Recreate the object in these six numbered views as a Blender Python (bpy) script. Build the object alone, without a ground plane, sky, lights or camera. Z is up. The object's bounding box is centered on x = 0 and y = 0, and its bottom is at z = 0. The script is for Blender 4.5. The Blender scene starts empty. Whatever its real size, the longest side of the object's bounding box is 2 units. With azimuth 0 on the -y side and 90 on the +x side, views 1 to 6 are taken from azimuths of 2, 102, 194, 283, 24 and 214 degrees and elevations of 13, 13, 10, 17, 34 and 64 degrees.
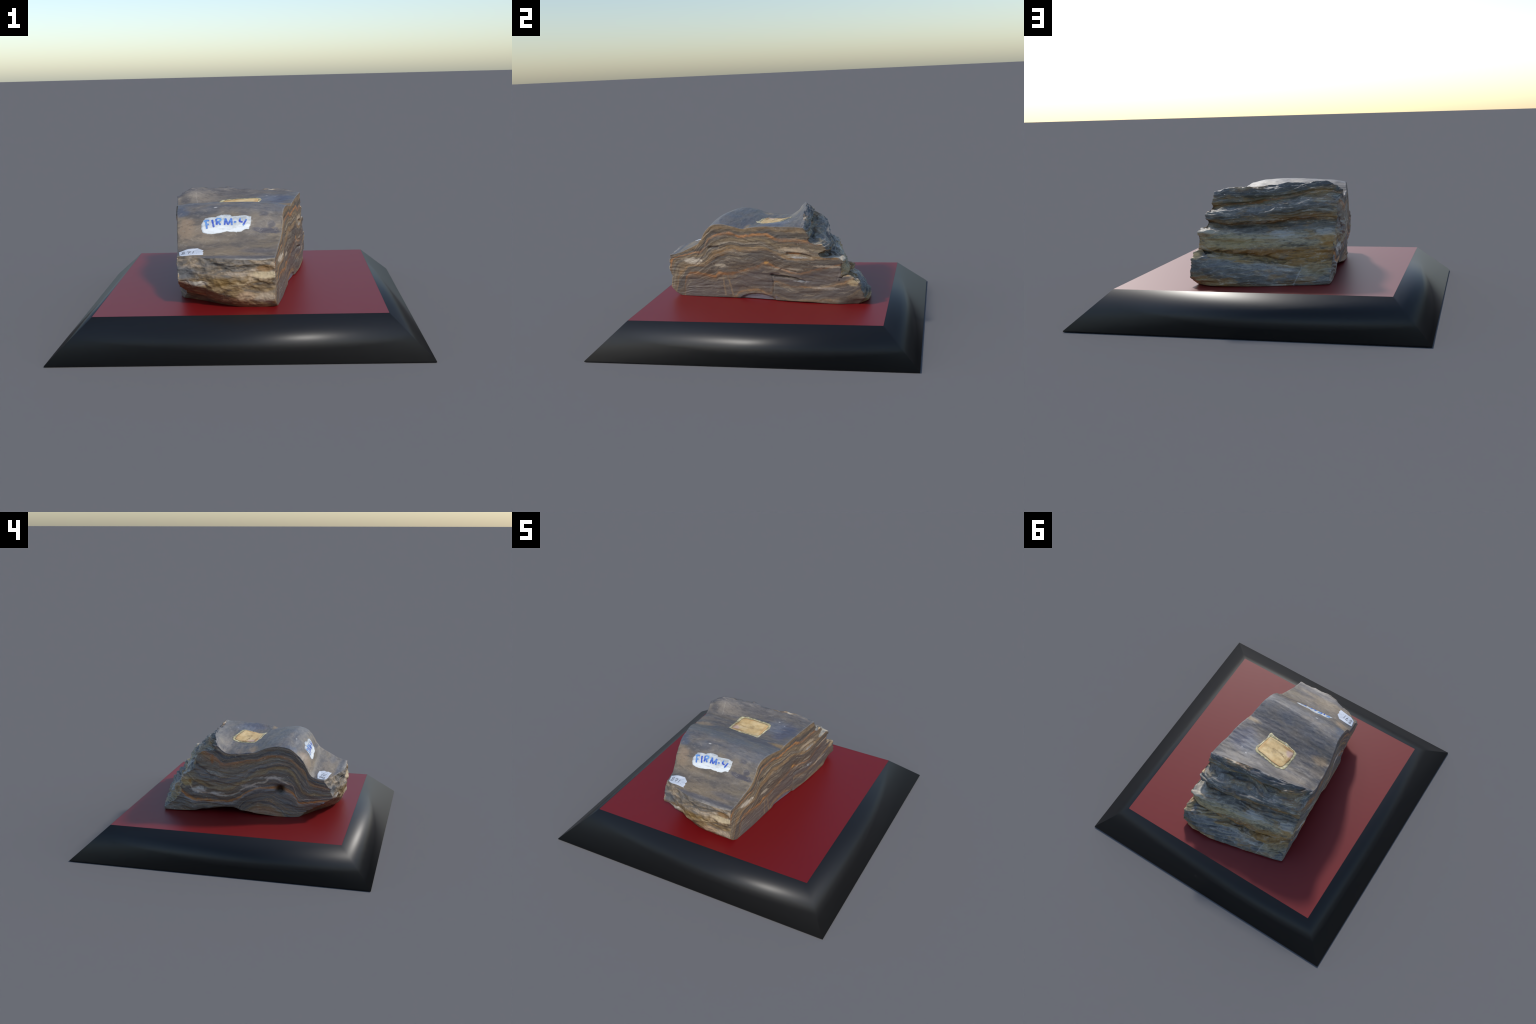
import bpy, math
import numpy as np
from mathutils import Vector
from mathutils.bvhtree import BVHTree

# =====================================================================
#  A folded, banded rock specimen lying on a low black plinth that has a
#  red panel let into its top.  Metres, z up.  The stone is lofted from
#  cross-sections of its fold (seen along the fold axis, which is about
#  the x axis), the weathering relief is added along the normals.
# =====================================================================
PLINTH_HALF, PANEL_HALF, PLINTH_TOP, LIP = 1.0, 0.787, 0.200, 0.005
BASE = Vector((-0.02, 0.0, PLINTH_TOP))          # where the stone stands

# ---------------------------------------------------------------- helpers
def pchip(x, y, xq):
    """monotone cubic through (x, y[..., n]) sampled at xq"""
    x = np.asarray(x, float); y = np.asarray(y, float); xq = np.asarray(xq, float)
    h = np.diff(x); d = np.diff(y, axis=-1) / h
    m = np.zeros_like(y)
    w1 = 2 * h[1:] + h[:-1]; w2 = h[1:] + 2 * h[:-1]
    a, b = d[..., :-1], d[..., 1:]
    ok = a * b > 0
    den = w1 / np.where(ok, a, 1) + w2 / np.where(ok, b, 1)
    m[..., 1:-1] = np.where(ok, (w1 + w2) / np.where(den == 0, 1, den), 0)
    m[..., 0] = d[..., 0]; m[..., -1] = d[..., -1]
    k = np.clip(np.searchsorted(x, xq) - 1, 0, len(x) - 2)
    t = (xq - x[k]) / h[k]
    y0, y1, m0, m1 = y[..., k], y[..., k + 1], m[..., k] * h[k], m[..., k + 1] * h[k]
    return (2*t**3 - 3*t**2 + 1) * y0 + (t**3 - 2*t**2 + t) * m0 + (-2*t**3 + 3*t**2) * y1 + (t**3 - t**2) * m1

class Noise:
    """seeded gradient noise, vectorised"""
    def __init__(self, seed):
        r = np.random.RandomState(seed)
        p = r.permutation(256); self.p = np.concatenate([p, p, p])
        g = r.normal(size=(256, 3)); self.g = g / np.linalg.norm(g, axis=1)[:, None]
    def __call__(self, P):
        i = np.floor(P).astype(int); f = P - i; i &= 255
        w = f * f * f * (f * (f * 6 - 15) + 10)
        out = 0
        for a in (0, 1):
            for b in (0, 1):
                for c in (0, 1):
                    h = self.p[self.p[self.p[i[:, 0] + a] + i[:, 1] + b] + i[:, 2] + c]
                    dot = (self.g[h] * (f - (a, b, c))).sum(1)
                    out = out + dot * (w[:, 0] if a else 1 - w[:, 0]) * (w[:, 1] if b else 1 - w[:, 1]) * (w[:, 2] if c else 1 - w[:, 2])
        return out * 1.6
    def fbm(self, P, octaves=4, gain=0.5):
        s, a = 0, 1.0
        for o in range(octaves):
            s = s + a * self(P * 2.0**o + 17.3 * o); a *= gain
        return s
    def ridge(self, P, octaves=3):
        s, a = 0, 1.0
        for o in range(octaves):
            s = s + a * (1 - 2 * np.abs(self(P * 2.0**o + 9.1 * o))); a *= 0.5
        return s

def smooth(a, b, x):
    t = np.clip((x - a) / (b - a), 0, 1); return t * t * (3 - 2 * t)

def mesh_object(name, verts, faces, mats, parent=None, loc=(0, 0, 0), smooth_shade=True):
    me = bpy.data.meshes.new(name)
    me.from_pydata([tuple(v) for v in verts], [], [tuple(f) for f in faces])
    for m in mats: me.materials.append(m)
    if smooth_shade: me.shade_smooth()
    me.update()
    ob = bpy.data.objects.new(name, me)
    bpy.context.scene.collection.objects.link(ob)
    ob.parent = parent; ob.location = loc
    return ob

# ---------------------------------------------------------------- the stone
# Cross-sections at six stations from the left cut face (0) to the right one (1).
STATIONS = (0.0, 0.12, 0.35, 0.60, 0.85, 1.0)
def key(y, z): return np.array([y, z], float)

FRONT = [   # broken front face, from the foot up to the lip; undercut towards the left
    key((-.430, -.480, -.580, -.633, -.640, -.620), (.200, .200, .200, .200, .200, .200)),
    key((-.465, -.525, -.628, -.668, -.670, -.668), (.230, .230, .231, .231, .231, .231)),
    key((-.525, -.575, -.660, -.690, -.690, -.694), (.270, .268, .265, .263, .262, .262)),
    key((-.600, -.640, -.686, -.700, -.690, -.686), (.318, .315, .318, .322, .328, .331)),
    key((-.664, -.672, -.696, -.704, -.699, -.697), (.360, .362, .366, .372, .377, .379)),
    key((-.640, -.655, -.690, -.702, -.700, -.696), (.415, .416, .420, .424, .424, .424)),
    key((-.618, -.640, -.690, -.704, -.700, -.694), (.452, .455, .457, .455, .452, .454)),
    key((-.602, -.630, -.680, -.702, -.698, -.688), (.478, .485, .486, .480, .475, .481)),
]
TOP = [     # bedding surface: lip, bench, toe, steep limb, hump, trough, back crest
    FRONT[-1],
    key((-.570, -.600, -.645, -.662, -.660, -.645), (.483, .492, .491, .485, .484, .490)),
    key((-.545, -.565, -.590, -.590, -.580, -.560), (.489, .501, .506, .510, .514, .524)),
    key((-.515, -.518, -.508, -.500, -.490, -.480), (.502, .522, .540, .546, .554, .565)),
    key((-.490, -.490, -.480, -.468, -.455, -.448), (.535, .568, .592, .597, .601, .605)),
    key((-.462, -.466, -.455, -.443, -.430, -.420), (.592, .620, .637, .642, .648, .656)),
    key((-.410, -.415, -.415, -.410, -.398, -.386), (.658, .664, .672, .679, .684, .687)),
    key((-.360, -.364, -.368, -.366, -.358, -.348), (.692, .701, .709, .713, .710, .701)),
    key((-.280, -.287, -.302, -.320, -.327, -.310), (.707, .719, .727, .728, .722, .703)),
    key((-.205, -.212, -.225, -.240, -.240, -.220), (.692, .702, .711, .713, .706, .690)),
    key((-.110, -.110, -.115, -.125, -.140, -.155), (.661, .670, .681, .685, .685, .678)),
    key((-.010, -.015, -.030, -.050, -.070, -.085), (.648, .658, .664, .672, .681, .690)),
    key((.048, .050, .040, .030, .025, .010), (.646, .660, .664, .679, .692, .699)),
    key((.095, .110, .115, .110, .100, .090), (.664, .686, .684, .693, .697, .697)),
    key((.122, .150, .170, .175, .175, .165), (.690, .732, .721, .710, .703, .698)),
    key((.138, .172, .198, .213, .243, .252), (.701, .750, .745, .731, .718, .696)),
]
BACK = [    # ledged back, from the foot up to the crest
    key((.528, .558, .600, .640, .660, .600), (.202, .200, .200, .200, .203, .200)),
    key((.530, .560, .604, .646, .668, .652), (.220, .222, .224, .226, .230, .243)),
    key((.500, .535, .580, .622, .650, .640), (.248, .255, .262, .268, .276, .276)),
    key((.450, .500, .537, .566, .588, .574), (.284, .289, .300, .314, .347, .374)),
    key((.434, .475, .512, .526, .546, .512), (.313, .314, .318, .340, .366, .378)),
    key((.410, .438, .475, .482, .506, .474), (.335, .325, .318, .357, .378, .364)),
    key((.402, .432, .476, .506, .526, .500), (.366, .366, .360, .382, .398, .425)),
    key((.402, .420, .458, .490, .521, .506), (.428, .420, .408, .412, .448, .482)),
    key((.380, .390, .430, .470, .500, .474), (.474, .472, .466, .452, .486, .508)),
    key((.308, .325, .376, .414, .432, .390), (.519, .518, .508, .488, .508, .496)),
    key((.294, .314, .340, .369, .388, .352), (.542, .545, .535, .516, .518, .527)),
    key((.292, .324, .358, .402, .420, .404), (.598, .604, .588, .556, .556, .550)),
    key((.232, .272, .312, .342, .366, .374), (.652, .662, .645, .606, .603, .584)),
    key((.184, .234, .268, .276, .318, .326), (.664, .684, .664, .624, .614, .588)),
    key((.156, .214, .250, .245, .285, .294), (.673, .700, .676, .642, .622, .608)),
    key((.148, .204, .240, .254, .290, .292), (.686, .720, .702, .680, .660, .640)),
    TOP[-1],
]
BOTTOM = [  # underside with a low arch across the middle
    FRONT[0],
    key((-.277, -.30, -.35, -.36, -.33, -.300), (.201, .201, .201, .201, .201, .202)),
    key((-.120, -.14, -.15, -.16, -.16, -.165), (.214, .212, .208, .205, .204, .203)),
    key((-.020, -.03, -.04, -.05, -.07, -.085), (.214, .212, .208, .205, .204, .203)),
    key((.030, .03, .03, .03, .03, .035), (.230, .224, .214, .208, .206, .204)),
    key((.075, .075, .07, .07, .065, .062), (.236, .228, .216, .208, .206, .204)),
    key((.240, .24, .24, .25, .26, .27), (.216, .213, .209, .206, .206, .206)),
    key((.370, .37, .38, .39, .41, .42), (.205, .204, .203, .202, .201, .201)),
    BACK[0],
]
# the two sawn faces in plan (y, x)
LEFT_Y = (-.75, -.656, -.60, -.52, -.40, -.25, -.13, .06, .12, .30, .415, .534, .70)
LEFT_X = (-.322, -.333, -.338, -.342, -.352, -.372, -.395, -.410, -.416, -.411, -.408, -.404, -.395)
RIGHT_Y = (-.75, -.69, -.60, -.45, -.38, 0, .06, .233, .368, .568, .70)
RIGHT_X = (.182, .190, .205, .232, .242, .312, .318, .343, .356, .375, .385)

ARCH_Y = (-.22, -.12, -.02, .03, .075, .142, .24, .37)
ARCH_Z = (.19, .216, .222, .243, .255, .242, .226, .19)

NU, NV, NW = 180, 300, 200

def section(keys, n, u):
    """points (n, len(u), 2) of one side of every cross-section"""
    K = np.stack(keys)                                  # key, coord, station
    K = pchip(STATIONS, K, u)                           # key, coord, u
    seg = np.linalg.norm(np.diff(K, axis=0), axis=1).mean(1)
    t = np.concatenate([[0], np.cumsum(seg)]); t /= t[-1]
    return np.moveaxis(pchip(t, np.moveaxis(K, 0, -1), np.linspace(0, 1, n)), -1, 0).transpose(0, 2, 1)

def build_stone():
    u = np.linspace(0, 1, NU + 1)
    top, bot = section(TOP, NV + 1, u), section(BOTTOM, NV + 1, u)
    fro, bak = section(FRONT, NW + 1, u), section(BACK, NW + 1, u)
    def cap(k):
        v = np.linspace(0, 1, NV + 1)[:, None, None]; w = np.linspace(0, 1, NW + 1)[None, :, None]
        T, B, F, K = top[:, k][:, None], bot[:, k][:, None], fro[:, k][None], bak[:, k][None]
        G = (1 - v) * F + v * K + (1 - w) * B + w * T - ((1 - v) * (1 - w) * B[:1] + (1 - v) * w * T[:1] + v * (1 - w) * B[-1:] + v * w * T[-1:])
        for _ in range(400):                            # relax the inside so that no cell folds over
            G[1:-1, 1:-1] = .25 * (G[2:, 1:-1] + G[:-2, 1:-1] + G[1:-1, 2:] + G[1:-1, :-2])
        return G
    caps = {0: cap(0), NU: cap(NU)}
    index, verts, memb = {}, [], []
    def vid(i, j, k):
        q = (i, j, k)
        if q not in index:
            if k == NW: y, z = top[j, i]
            elif k == 0: y, z = bot[j, i]
            elif j == 0: y, z = fro[k, i]
            elif j == NV: y, z = bak[k, i]
            else: y, z = caps[i][j, k]
            xl, xr = np.interp(y, LEFT_Y, LEFT_X), np.interp(y, RIGHT_Y, RIGHT_X)
            xl += .072 * smooth(.34, .215, z) * smooth(-.36, -.58, y)      # chamfered foot, front left
            xl += .046 * smooth(.42, .22, z) * math.exp(-((y - .08) / .25) ** 2)        # both sawn faces lean in at the foot
            xr -= .020 * smooth(.46, .22, z) * math.exp(-((y + .12) / .24) ** 2)
            xr -= .030 * smooth(.25, .20, z) * smooth(.46, .60, y)              # rounded far corner
            xl -= .003 + .004 * smooth(.38, .46, z) * smooth(-.25, -.45, y)
            xl += .022 * smooth(.004, -.006, z - np.interp(y, ARCH_Y, ARCH_Z))          # spalled arch under the left face
            xr -= .010 * smooth(.246, .236, z + .25 * (y + .065) ** 2 * 8) * smooth(-.20, -.17, y) * smooth(.062, .050, y)
            index[q] = len(verts)
            verts.append((xl + (xr - xl) * u[i], y, z))
            memb.append((i == 0, i == NU, j == 0, j == NV, k == 0, k == NW))
        return index[q]
    faces, mat = [], []
    for i in range(NU):
        for j in range(NV):
            faces.append((vid(i, j, NW), vid(i+1, j, NW), vid(i+1, j+1, NW), vid(i, j+1, NW))); mat.append(0)
            faces.append((vid(i, j, 0), vid(i, j+1, 0), vid(i+1, j+1, 0), vid(i+1, j, 0))); mat.append(5)
        for k in range(NW):
            faces.append((vid(i, 0, k), vid(i+1, 0, k), vid(i+1, 0, k+1), vid(i, 0, k+1))); mat.append(3)
            faces.append((vid(i, NV, k), vid(i, NV, k+1), vid(i+1, NV, k+1), vid(i+1, NV, k))); mat.append(4)
    for j in range(NV):
        for k in range(NW):
            faces.append((vid(0, j, k), vid(0, j, k+1), vid(0, j+1, k+1), vid(0, j+1, k))); mat.append(1)
            faces.append((vid(NU, j, k), vid(NU, j+1, k), vid(NU, j+1, k+1), vid(NU, j, k+1))); mat.append(2)
    V, M, F = np.array(verts), np.array(memb, float), np.array(faces)
    E = np.vstack([F[:, [0, 1]], F[:, [1, 2]], F[:, [2, 3]], F[:, [3, 0]]])
    deg = np.bincount(E.ravel(), minlength=len(V)).astype(float)
    def relax(A, rounds, amount=0.5):
        for _ in range(rounds):
            S = np.zeros_like(A)
            for c in range(A.shape[1]):
                S[:, c] = np.bincount(E[:, 0], A[E[:, 1], c], len(V)) + np.bincount(E[:, 1], A[E[:, 0], c], len(V))
            A = A + amount * (S / deg[:, None] - A)
        return A
    def normals(V):
        a, b = V[F[:, 2]] - V[F[:, 0]], V[F[:, 3]] - V[F[:, 1]]
        n = np.cross(a, b); N = np.zeros_like(V)
        for c in range(4): 
            for d in range(3): N[:, d] += np.bincount(F[:, c], n[:, d], len(V))
        return N / np.maximum(np.linalg.norm(N, axis=1), 1e-12)[:, None]
    edge = relax((M.sum(1) > 1.5).astype(float)[:, None], 5)
    edge = np.clip(edge / .30, 0, 1)
    V = relax(V, 2)
    for _ in range(2): V = V + edge * (relax(V, 1) - V)  # worn edges
    W = relax(np.minimum(M, 1), 5)
    left, right, front, back, under, skin = W.T
    N = normals(V)
    n1, n2, n3 = Noise(3), Noise(11), Noise(29)
    X, Y, Z = V.T
    tilt = Z + 0.05 * X                                 # bedding on the back sinks a little to the right
    warp = 0.020 * n2.fbm(V * (3, 3, 5), 3)
    # ledged back: thin ribs that follow the bedding
    lam = np.stack([X * 2.6, Y * 1.5, (tilt + warp) * 30], 1)
    rib = n1.ridge(lam, 3)
    lump = n3.fbm(V * (7, 7, 12), 4)
    ph = (tilt + 0.030 * n2.fbm(V * (2.2, 2.2, 4) + 6, 3)) * 27
    saw = ph - np.floor(ph)                             # each bed: undercut foot, proud upper lip
    terrace = smooth(0, .75, saw) * smooth(1.0, .86, saw)
    ph2 = (tilt + 0.022 * n1.fbm(V * (3, 3, 6) + 2, 3)) * 70
    saw2 = ph2 - np.floor(ph2)
    terrace2 = smooth(0, .7, saw2) * smooth(1.0, .84, saw2)
    some = smooth(-.35, .35, n1.fbm(V * (4, 4, 8) + 9, 2))
    d_back = 0.013 * some * (terrace - .5) + 0.0095 * (1 - .4 * some) * (terrace2 - .5) * smooth(-.5, .3, n3.fbm(V * (5, 5, 10) + 3, 2)) + 0.0045 * (rib - 0.9) + 0.0065 * (n2.ridge(np.stack([X * 7, Y * 6, (tilt + warp) * 19], 1), 3) - .9) + 0.007 * lump + 0.0030 * n2.fbm(V * (26, 20, 60), 3)
    # parting planes between the ledges: sharp above, easing out below, with a rolled lip over each
    for depth, line in ((.016, ((-.41, .674), (-.318, .700), (-.14, .674), (.05, .640), (.245, .618), (.36, .606))),
                        (.020, ((-.41, .545), (-.318, .547), (-.14, .536), (.05, .517), (.245, .519), (.36, .528))),
                        (.022, ((-.41, .250), (-.20, .300), (-.06, .338), (.05, .352), (.245, .376), (.36, .366))),
                        (.014, ((-.41, .338), (-.35, .362), (-.25, .380), (-.10, .372), (-.02, .350), (.36, .32))),
                        (.010, ((-.41, .615), (-.30, .602), (-.15, .590), (.0, .566), (.2, .568), (.36, .553))),
                        (.010, ((-.41, .440), (-.20, .430), (.0, .425), (.2, .440), (.36, .450)))):
        d = Z - np.interp(X, *zip(*line)) - 0.010 * n1.fbm(V * (7, 3, 3) + depth * 900, 3)
        live = .35 + .65 * smooth(-.45, .25, n2(V * (4, 2, 3) + depth * 500))
        d_back = d_back + depth * live * (.5 * np.exp(-((d - .022) / .013) ** 2) - np.where(d < 0, np.exp(d / .014), np.exp(-(d / .006) ** 2)))
    # broken front: hackly, with scoops
    scoop = n2.fbm(V * (7, 6, 12) + 4.0, 3, .45)
    chip = n1.ridge(V * (9, 9, 16) + 2.0, 3)
    low = smooth(.33, .27, Z + 0.08 * n3(V * 5))        # smooth stained sole below the hackly part
    d_front = (0.017 * scoop + 0.006 * (chip - .9)) * (1 - .6 * low) + 0.0022 * n3.fbm(V * (38, 38, 44), 3)
    # bedding surface: faint ripples along the fold axis
    d_bed = 0.0035 * n1.fbm(np.stack([X * 3, Y * 11, Z * 6], 1), 3) + 0.0010 * n2.fbm(np.stack([X * 14, Y * 45, Z * 20], 1), 3)
    # sawn faces: almost flat, harder bands stand a little proud
    fold = np.interp(Y, (-.70, -.60, -.50, -.44, -.38, -.28, -.12, .0, .12, .7), (.465, .490, .545, .62, .685, .705, .670, .672, .69, .69))
    bed = .2 + .47 * (Z - .2) / (fold - .2) + 2 * warp
    d_left = (0.008 * n2.fbm(np.stack([X * 0, Y * 5, bed * 16], 1) + 3, 3) + 0.004 * (n3.ridge(np.stack([X * 0, Y * 4, bed * 22], 1), 2) - .5)) * (.6 + .9 * smooth(.0, .25, Y)) + 0.0025 * n1.fbm(np.stack([X * 0, Y * 7, bed * 42], 1), 3)
    d_right = 0.0045 * n2.fbm(V * (3, 6, 12) + 8, 4) + 0.0020 * n1.fbm(np.stack([X * 0, Y * 6, bed * 46], 1), 3)
    def groove(pts, width, depth):
        d = np.full(len(V), 9.0)
        for (ya, za), (yb, zb) in zip(pts[:-1], pts[1:]):
            ay, az = yb - ya, zb - za; t = np.clip(((Y - ya) * ay + (Z - za) * az) / (ay*ay + az*az), 0, 1)
            d = np.minimum(d, np.hypot(Y - ya - t * ay, Z - za - t * az))
        return -depth * np.exp(-(d / width) ** 2)
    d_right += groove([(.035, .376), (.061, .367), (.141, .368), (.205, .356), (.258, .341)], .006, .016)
    d_right += groove([(.035, .376), (.046, .325), (.043, .257)], .004, .004)
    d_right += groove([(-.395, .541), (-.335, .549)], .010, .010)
    d_right += groove([(.15, .520), (.22, .520), (.30, .505)], .009, .009)
    d_right += groove([(.10, .418), (.20, .404)], .005, .006)
    d_left += groove([(-.298, .405), (-.300, .395)], .026, .034)
    d_left += groove([(-.02, .372), (.06, .338), (.12, .340)], .006, .008)
    d_left += groove([(.29, .56), (.22, .51), (.17, .47)], .008, .008)
    D = np.clip(left, 0, 1) * d_left + right * d_right + front * d_front + back * d_back + under * 0.004 * scoop + skin * d_bed
    foot = smooth(.2, .225, Z) * .85 + .15
    V = V + N * (D * foot)[:, None]
    V[:, 2] = np.maximum(V[:, 2], PLINTH_TOP + 0.0004)
    return V, F, np.array(mat)

# ---------------------------------------------------------------- materials
class Nodes:
    """small shorthand for building a node tree"""
    def __init__(self, name):
        self.mat = bpy.data.materials.new(name); self.mat.use_nodes = True
        self.t = self.mat.node_tree; self.t.nodes.clear()
        self.out = self.t.nodes.new("ShaderNodeOutputMaterial")
        self.bsdf = self.t.nodes.new("ShaderNodeBsdfPrincipled")
        self.t.links.new(self.bsdf.outputs[0], self.out.inputs[0])
        self.obj = self.t.nodes.new("ShaderNodeTexCoord").outputs["Object"]
        s = self.new("ShaderNodeSeparateXYZ"); self.link(self.obj, s.inputs[0])
        self.x, self.y, self.z = s.outputs
    def new(self, kind, **kw):
        n = self.t.nodes.new(kind)
        for k, v in kw.items(): setattr(n, k, v)
        return n
    def link(self, a, b):
        if isinstance(a, bpy.types.NodeSocket): self.t.links.new(a, b)
        else:
            if hasattr(b.default_value, "__len__"):
                b.default_value = (*a, 1.0) if len(a) == 3 and len(b.default_value) == 4 else a
            else: b.default_value = a
    def math(self, op, a, b=0.0, c=None, clamp=False):
        n = self.new("ShaderNodeMath", operation=op, use_clamp=clamp)
        self.link(a, n.inputs[0]); self.link(b, n.inputs[1])
        if c is not None: self.link(c, n.inputs[2])
        return n.outputs[0]
    def add(self, a, b): return self.math("ADD", a, b)
    def mul(self, a, b, clamp=False): return self.math("MULTIPLY", a, b, clamp=clamp)
    def step(self, v, lo, hi, to0=0.0, to1=1.0):
        n = self.new("ShaderNodeMapRange", interpolation_type="SMOOTHSTEP")
        self.link(v, n.inputs["Value"])
        for k, q in zip(("From Min", "From Max", "To Min", "To Max"), (lo, hi, to0, to1)): self.link(q, n.inputs[k])
        return n.outputs[0]
    def vec(self, x, y, z):
        n = self.new("ShaderNodeCombineXYZ")
        for a, b in zip((x, y, z), n.inputs): self.link(a, b)
        return n.outputs[0]
    def noise(self, scale=(1, 1, 1), detail=4.0, rough=0.55, offset=(0, 0, 0), src=None, warp=0.0, colour=False):
        m = self.new("ShaderNodeMapping"); self.link(src or self.obj, m.inputs["Vector"])
        m.inputs["Scale"].default_value = scale; m.inputs["Location"].default_value = offset
        n = self.new("ShaderNodeTexNoise"); self.link(m.outputs[0], n.inputs["Vector"])
        n.inputs["Scale"].default_value = 1.0; n.inputs["Detail"].default_value = detail
        n.inputs["Roughness"].default_value = rough; n.inputs["Distortion"].default_value = warp
        return n.outputs["Color" if colour else "Fac"]
    def mix(self, f, a, b, mode="MIX"):
        n = self.new("ShaderNodeMix", data_type="RGBA", blend_type=mode)
        self.link(f, n.inputs[0]); self.link(a, n.inputs[6]); self.link(b, n.inputs[7])
        return n.outputs[2]
    def ramp(self, v, stops):
        n = self.new("ShaderNodeValToRGB"); self.link(v, n.inputs[0])
        e = n.color_ramp.elements
        e[0].position, e[0].color = stops[0][0], (*stops[0][1], 1)
        e[1].position, e[1].color = stops[-1][0], (*stops[-1][1], 1)
        for p, c in stops[1:-1]: e.new(p).color = (*c, 1)
        return n.outputs[0]
    def curve(self, v, pts):
        """a height read off a curve: v in -0.8..0.8 m, result in 0..0.8 m"""
        n = self.new("ShaderNodeFloatCurve"); n.inputs["Factor"].default_value = 1.0
        self.link(self.math("MULTIPLY_ADD", v, 1 / 1.6, 0.5), n.inputs["Value"])
        c = n.mapping.curves[0]
        pts = [((y + .8) / 1.6, (z - 0.0) / .8) for y, z in pts]
        while len(c.points) < len(pts): c.points.new(.5, .5)
        for p, q in zip(c.points, pts):
            p.location = q; p.handle_type = "AUTO_CLAMPED"
        n.mapping.update()
        return self.mul(n.outputs[0], .8)
    def blob(self, centre, radii, soft=0.5, wobble=0.0, nz=None):
        """1 inside an ellipsoid round centre (world metres), 0 outside"""
        m = self.new("ShaderNodeVectorMath", operation="SUBTRACT"); self.link(self.obj, m.inputs[0])
        m.inputs[1].default_value = tuple(Vector(centre) - BASE)
        d = self.new("ShaderNodeVectorMath", operation="DIVIDE"); self.link(m.outputs[0], d.inputs[0]); d.inputs[1].default_value = radii
        l = self.new("ShaderNodeVectorMath", operation="LENGTH"); self.link(d.outputs[0], l.inputs[0])
        v = l.outputs["Value"]
        if nz is not None: v = self.add(v, self.math("MULTIPLY_ADD", nz, 2 * wobble, -wobble))
        return self.step(v, 1 + soft, 1 - soft)
    def bump(self, h, strength=0.3, dist=0.004):
        n = self.new("ShaderNodeBump"); n.inputs["Strength"].default_value = strength; n.inputs["Distance"].default_value = dist
        self.link(h, n.inputs["Height"]); self.t.links.new(n.outputs[0], self.bsdf.inputs["Normal"])
    def finish(self, colour, rough=0.6, spec=0.5):
        self.link(colour, self.bsdf.inputs["Base Color"]); self.link(rough, self.bsdf.inputs["Roughness"])
        self.bsdf.inputs["Specular IOR Level"].default_value = spec
        return self.mat

def srgb(r, g, b):
    f = lambda c: (c / 255 / 12.92) if c <= 10.3 else ((c / 255 + .055) / 1.055) ** 2.4
    return (f(r), f(g), f(b))

# stone colours (base colours, not as lit)
SLATE, SLATE_DARK, BLUE_GREY = srgb(104, 104, 110), srgb(66, 64, 66), srgb(112, 117, 130)
TAN, BROWN, BROWN_GREY = srgb(158, 136, 108), srgb(122, 98, 72), srgb(118, 106, 94)
RUST, ORANGE, OCHRE, CREAM = srgb(142, 92, 58), srgb(178, 118, 66), srgb(160, 124, 70), srgb(200, 186, 166)
DARK_BROWN, PALE_GREY = srgb(84, 72, 62), srgb(172, 170, 168)

RIGHT_BEDS = [  # heights of bedding contacts across the right cut face, base to top
    [(-.69, .155), (-.3, .155), (-.23, .215), (-.169, .262), (-.065, .270), (.0, .255), (.03, .27), (.06, .335), (.106, .322), (.204, .312), (.398, .319), (.493, .342), (.60, .39)],
    [(-.62, .15), (-.595, .22), (-.579, .330), (-.525, .373), (-.42, .368), (-.369, .355), (-.338, .382), (-.28, .380), (-.18, .395), (-.06, .43), (-.001, .462), (.077, .429), (.208, .403), (.401, .441), (.465, .456), (.6, .47)],
    [(-.67, .15), (-.645, .30), (-.62, .385), (-.552, .408), (-.463, .431), (-.42, .439), (-.397, .467), (-.359, .508), (-.23, .547), (-.133, .538), (.003, .547), (.082, .527), (.166, .498), (.372, .504), (.5, .50)],
    [(-.685, .15), (-.67, .40), (-.645, .437), (-.516, .462), (-.44, .478), (-.412, .51), (-.40, .527), (-.327, .560), (-.214, .583), (-.145, .569), (-.049, .583), (.017, .566), (.095, .538), (.181, .545), (.34, .524), (.5, .52)],
    [(-.70, .15), (-.69, .445), (-.658, .462), (-.509, .496), (-.442, .519), (-.41, .58), (-.351, .628), (-.251, .648), (-.163, .622), (-.046, .649), (.021, .648), (.086, .623), (.216, .618), (.5, .613)],
    [(-.70, .46), (-.644, .492), (-.558, .526), (-.467, .577), (-.443, .612), (-.42, .655), (-.386, .690), (-.318, .701), (-.235, .695), (-.163, .682), (-.077, .693), (.03, .695), (.115, .688), (.2, .694), (.5, .694)],
]
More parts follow.
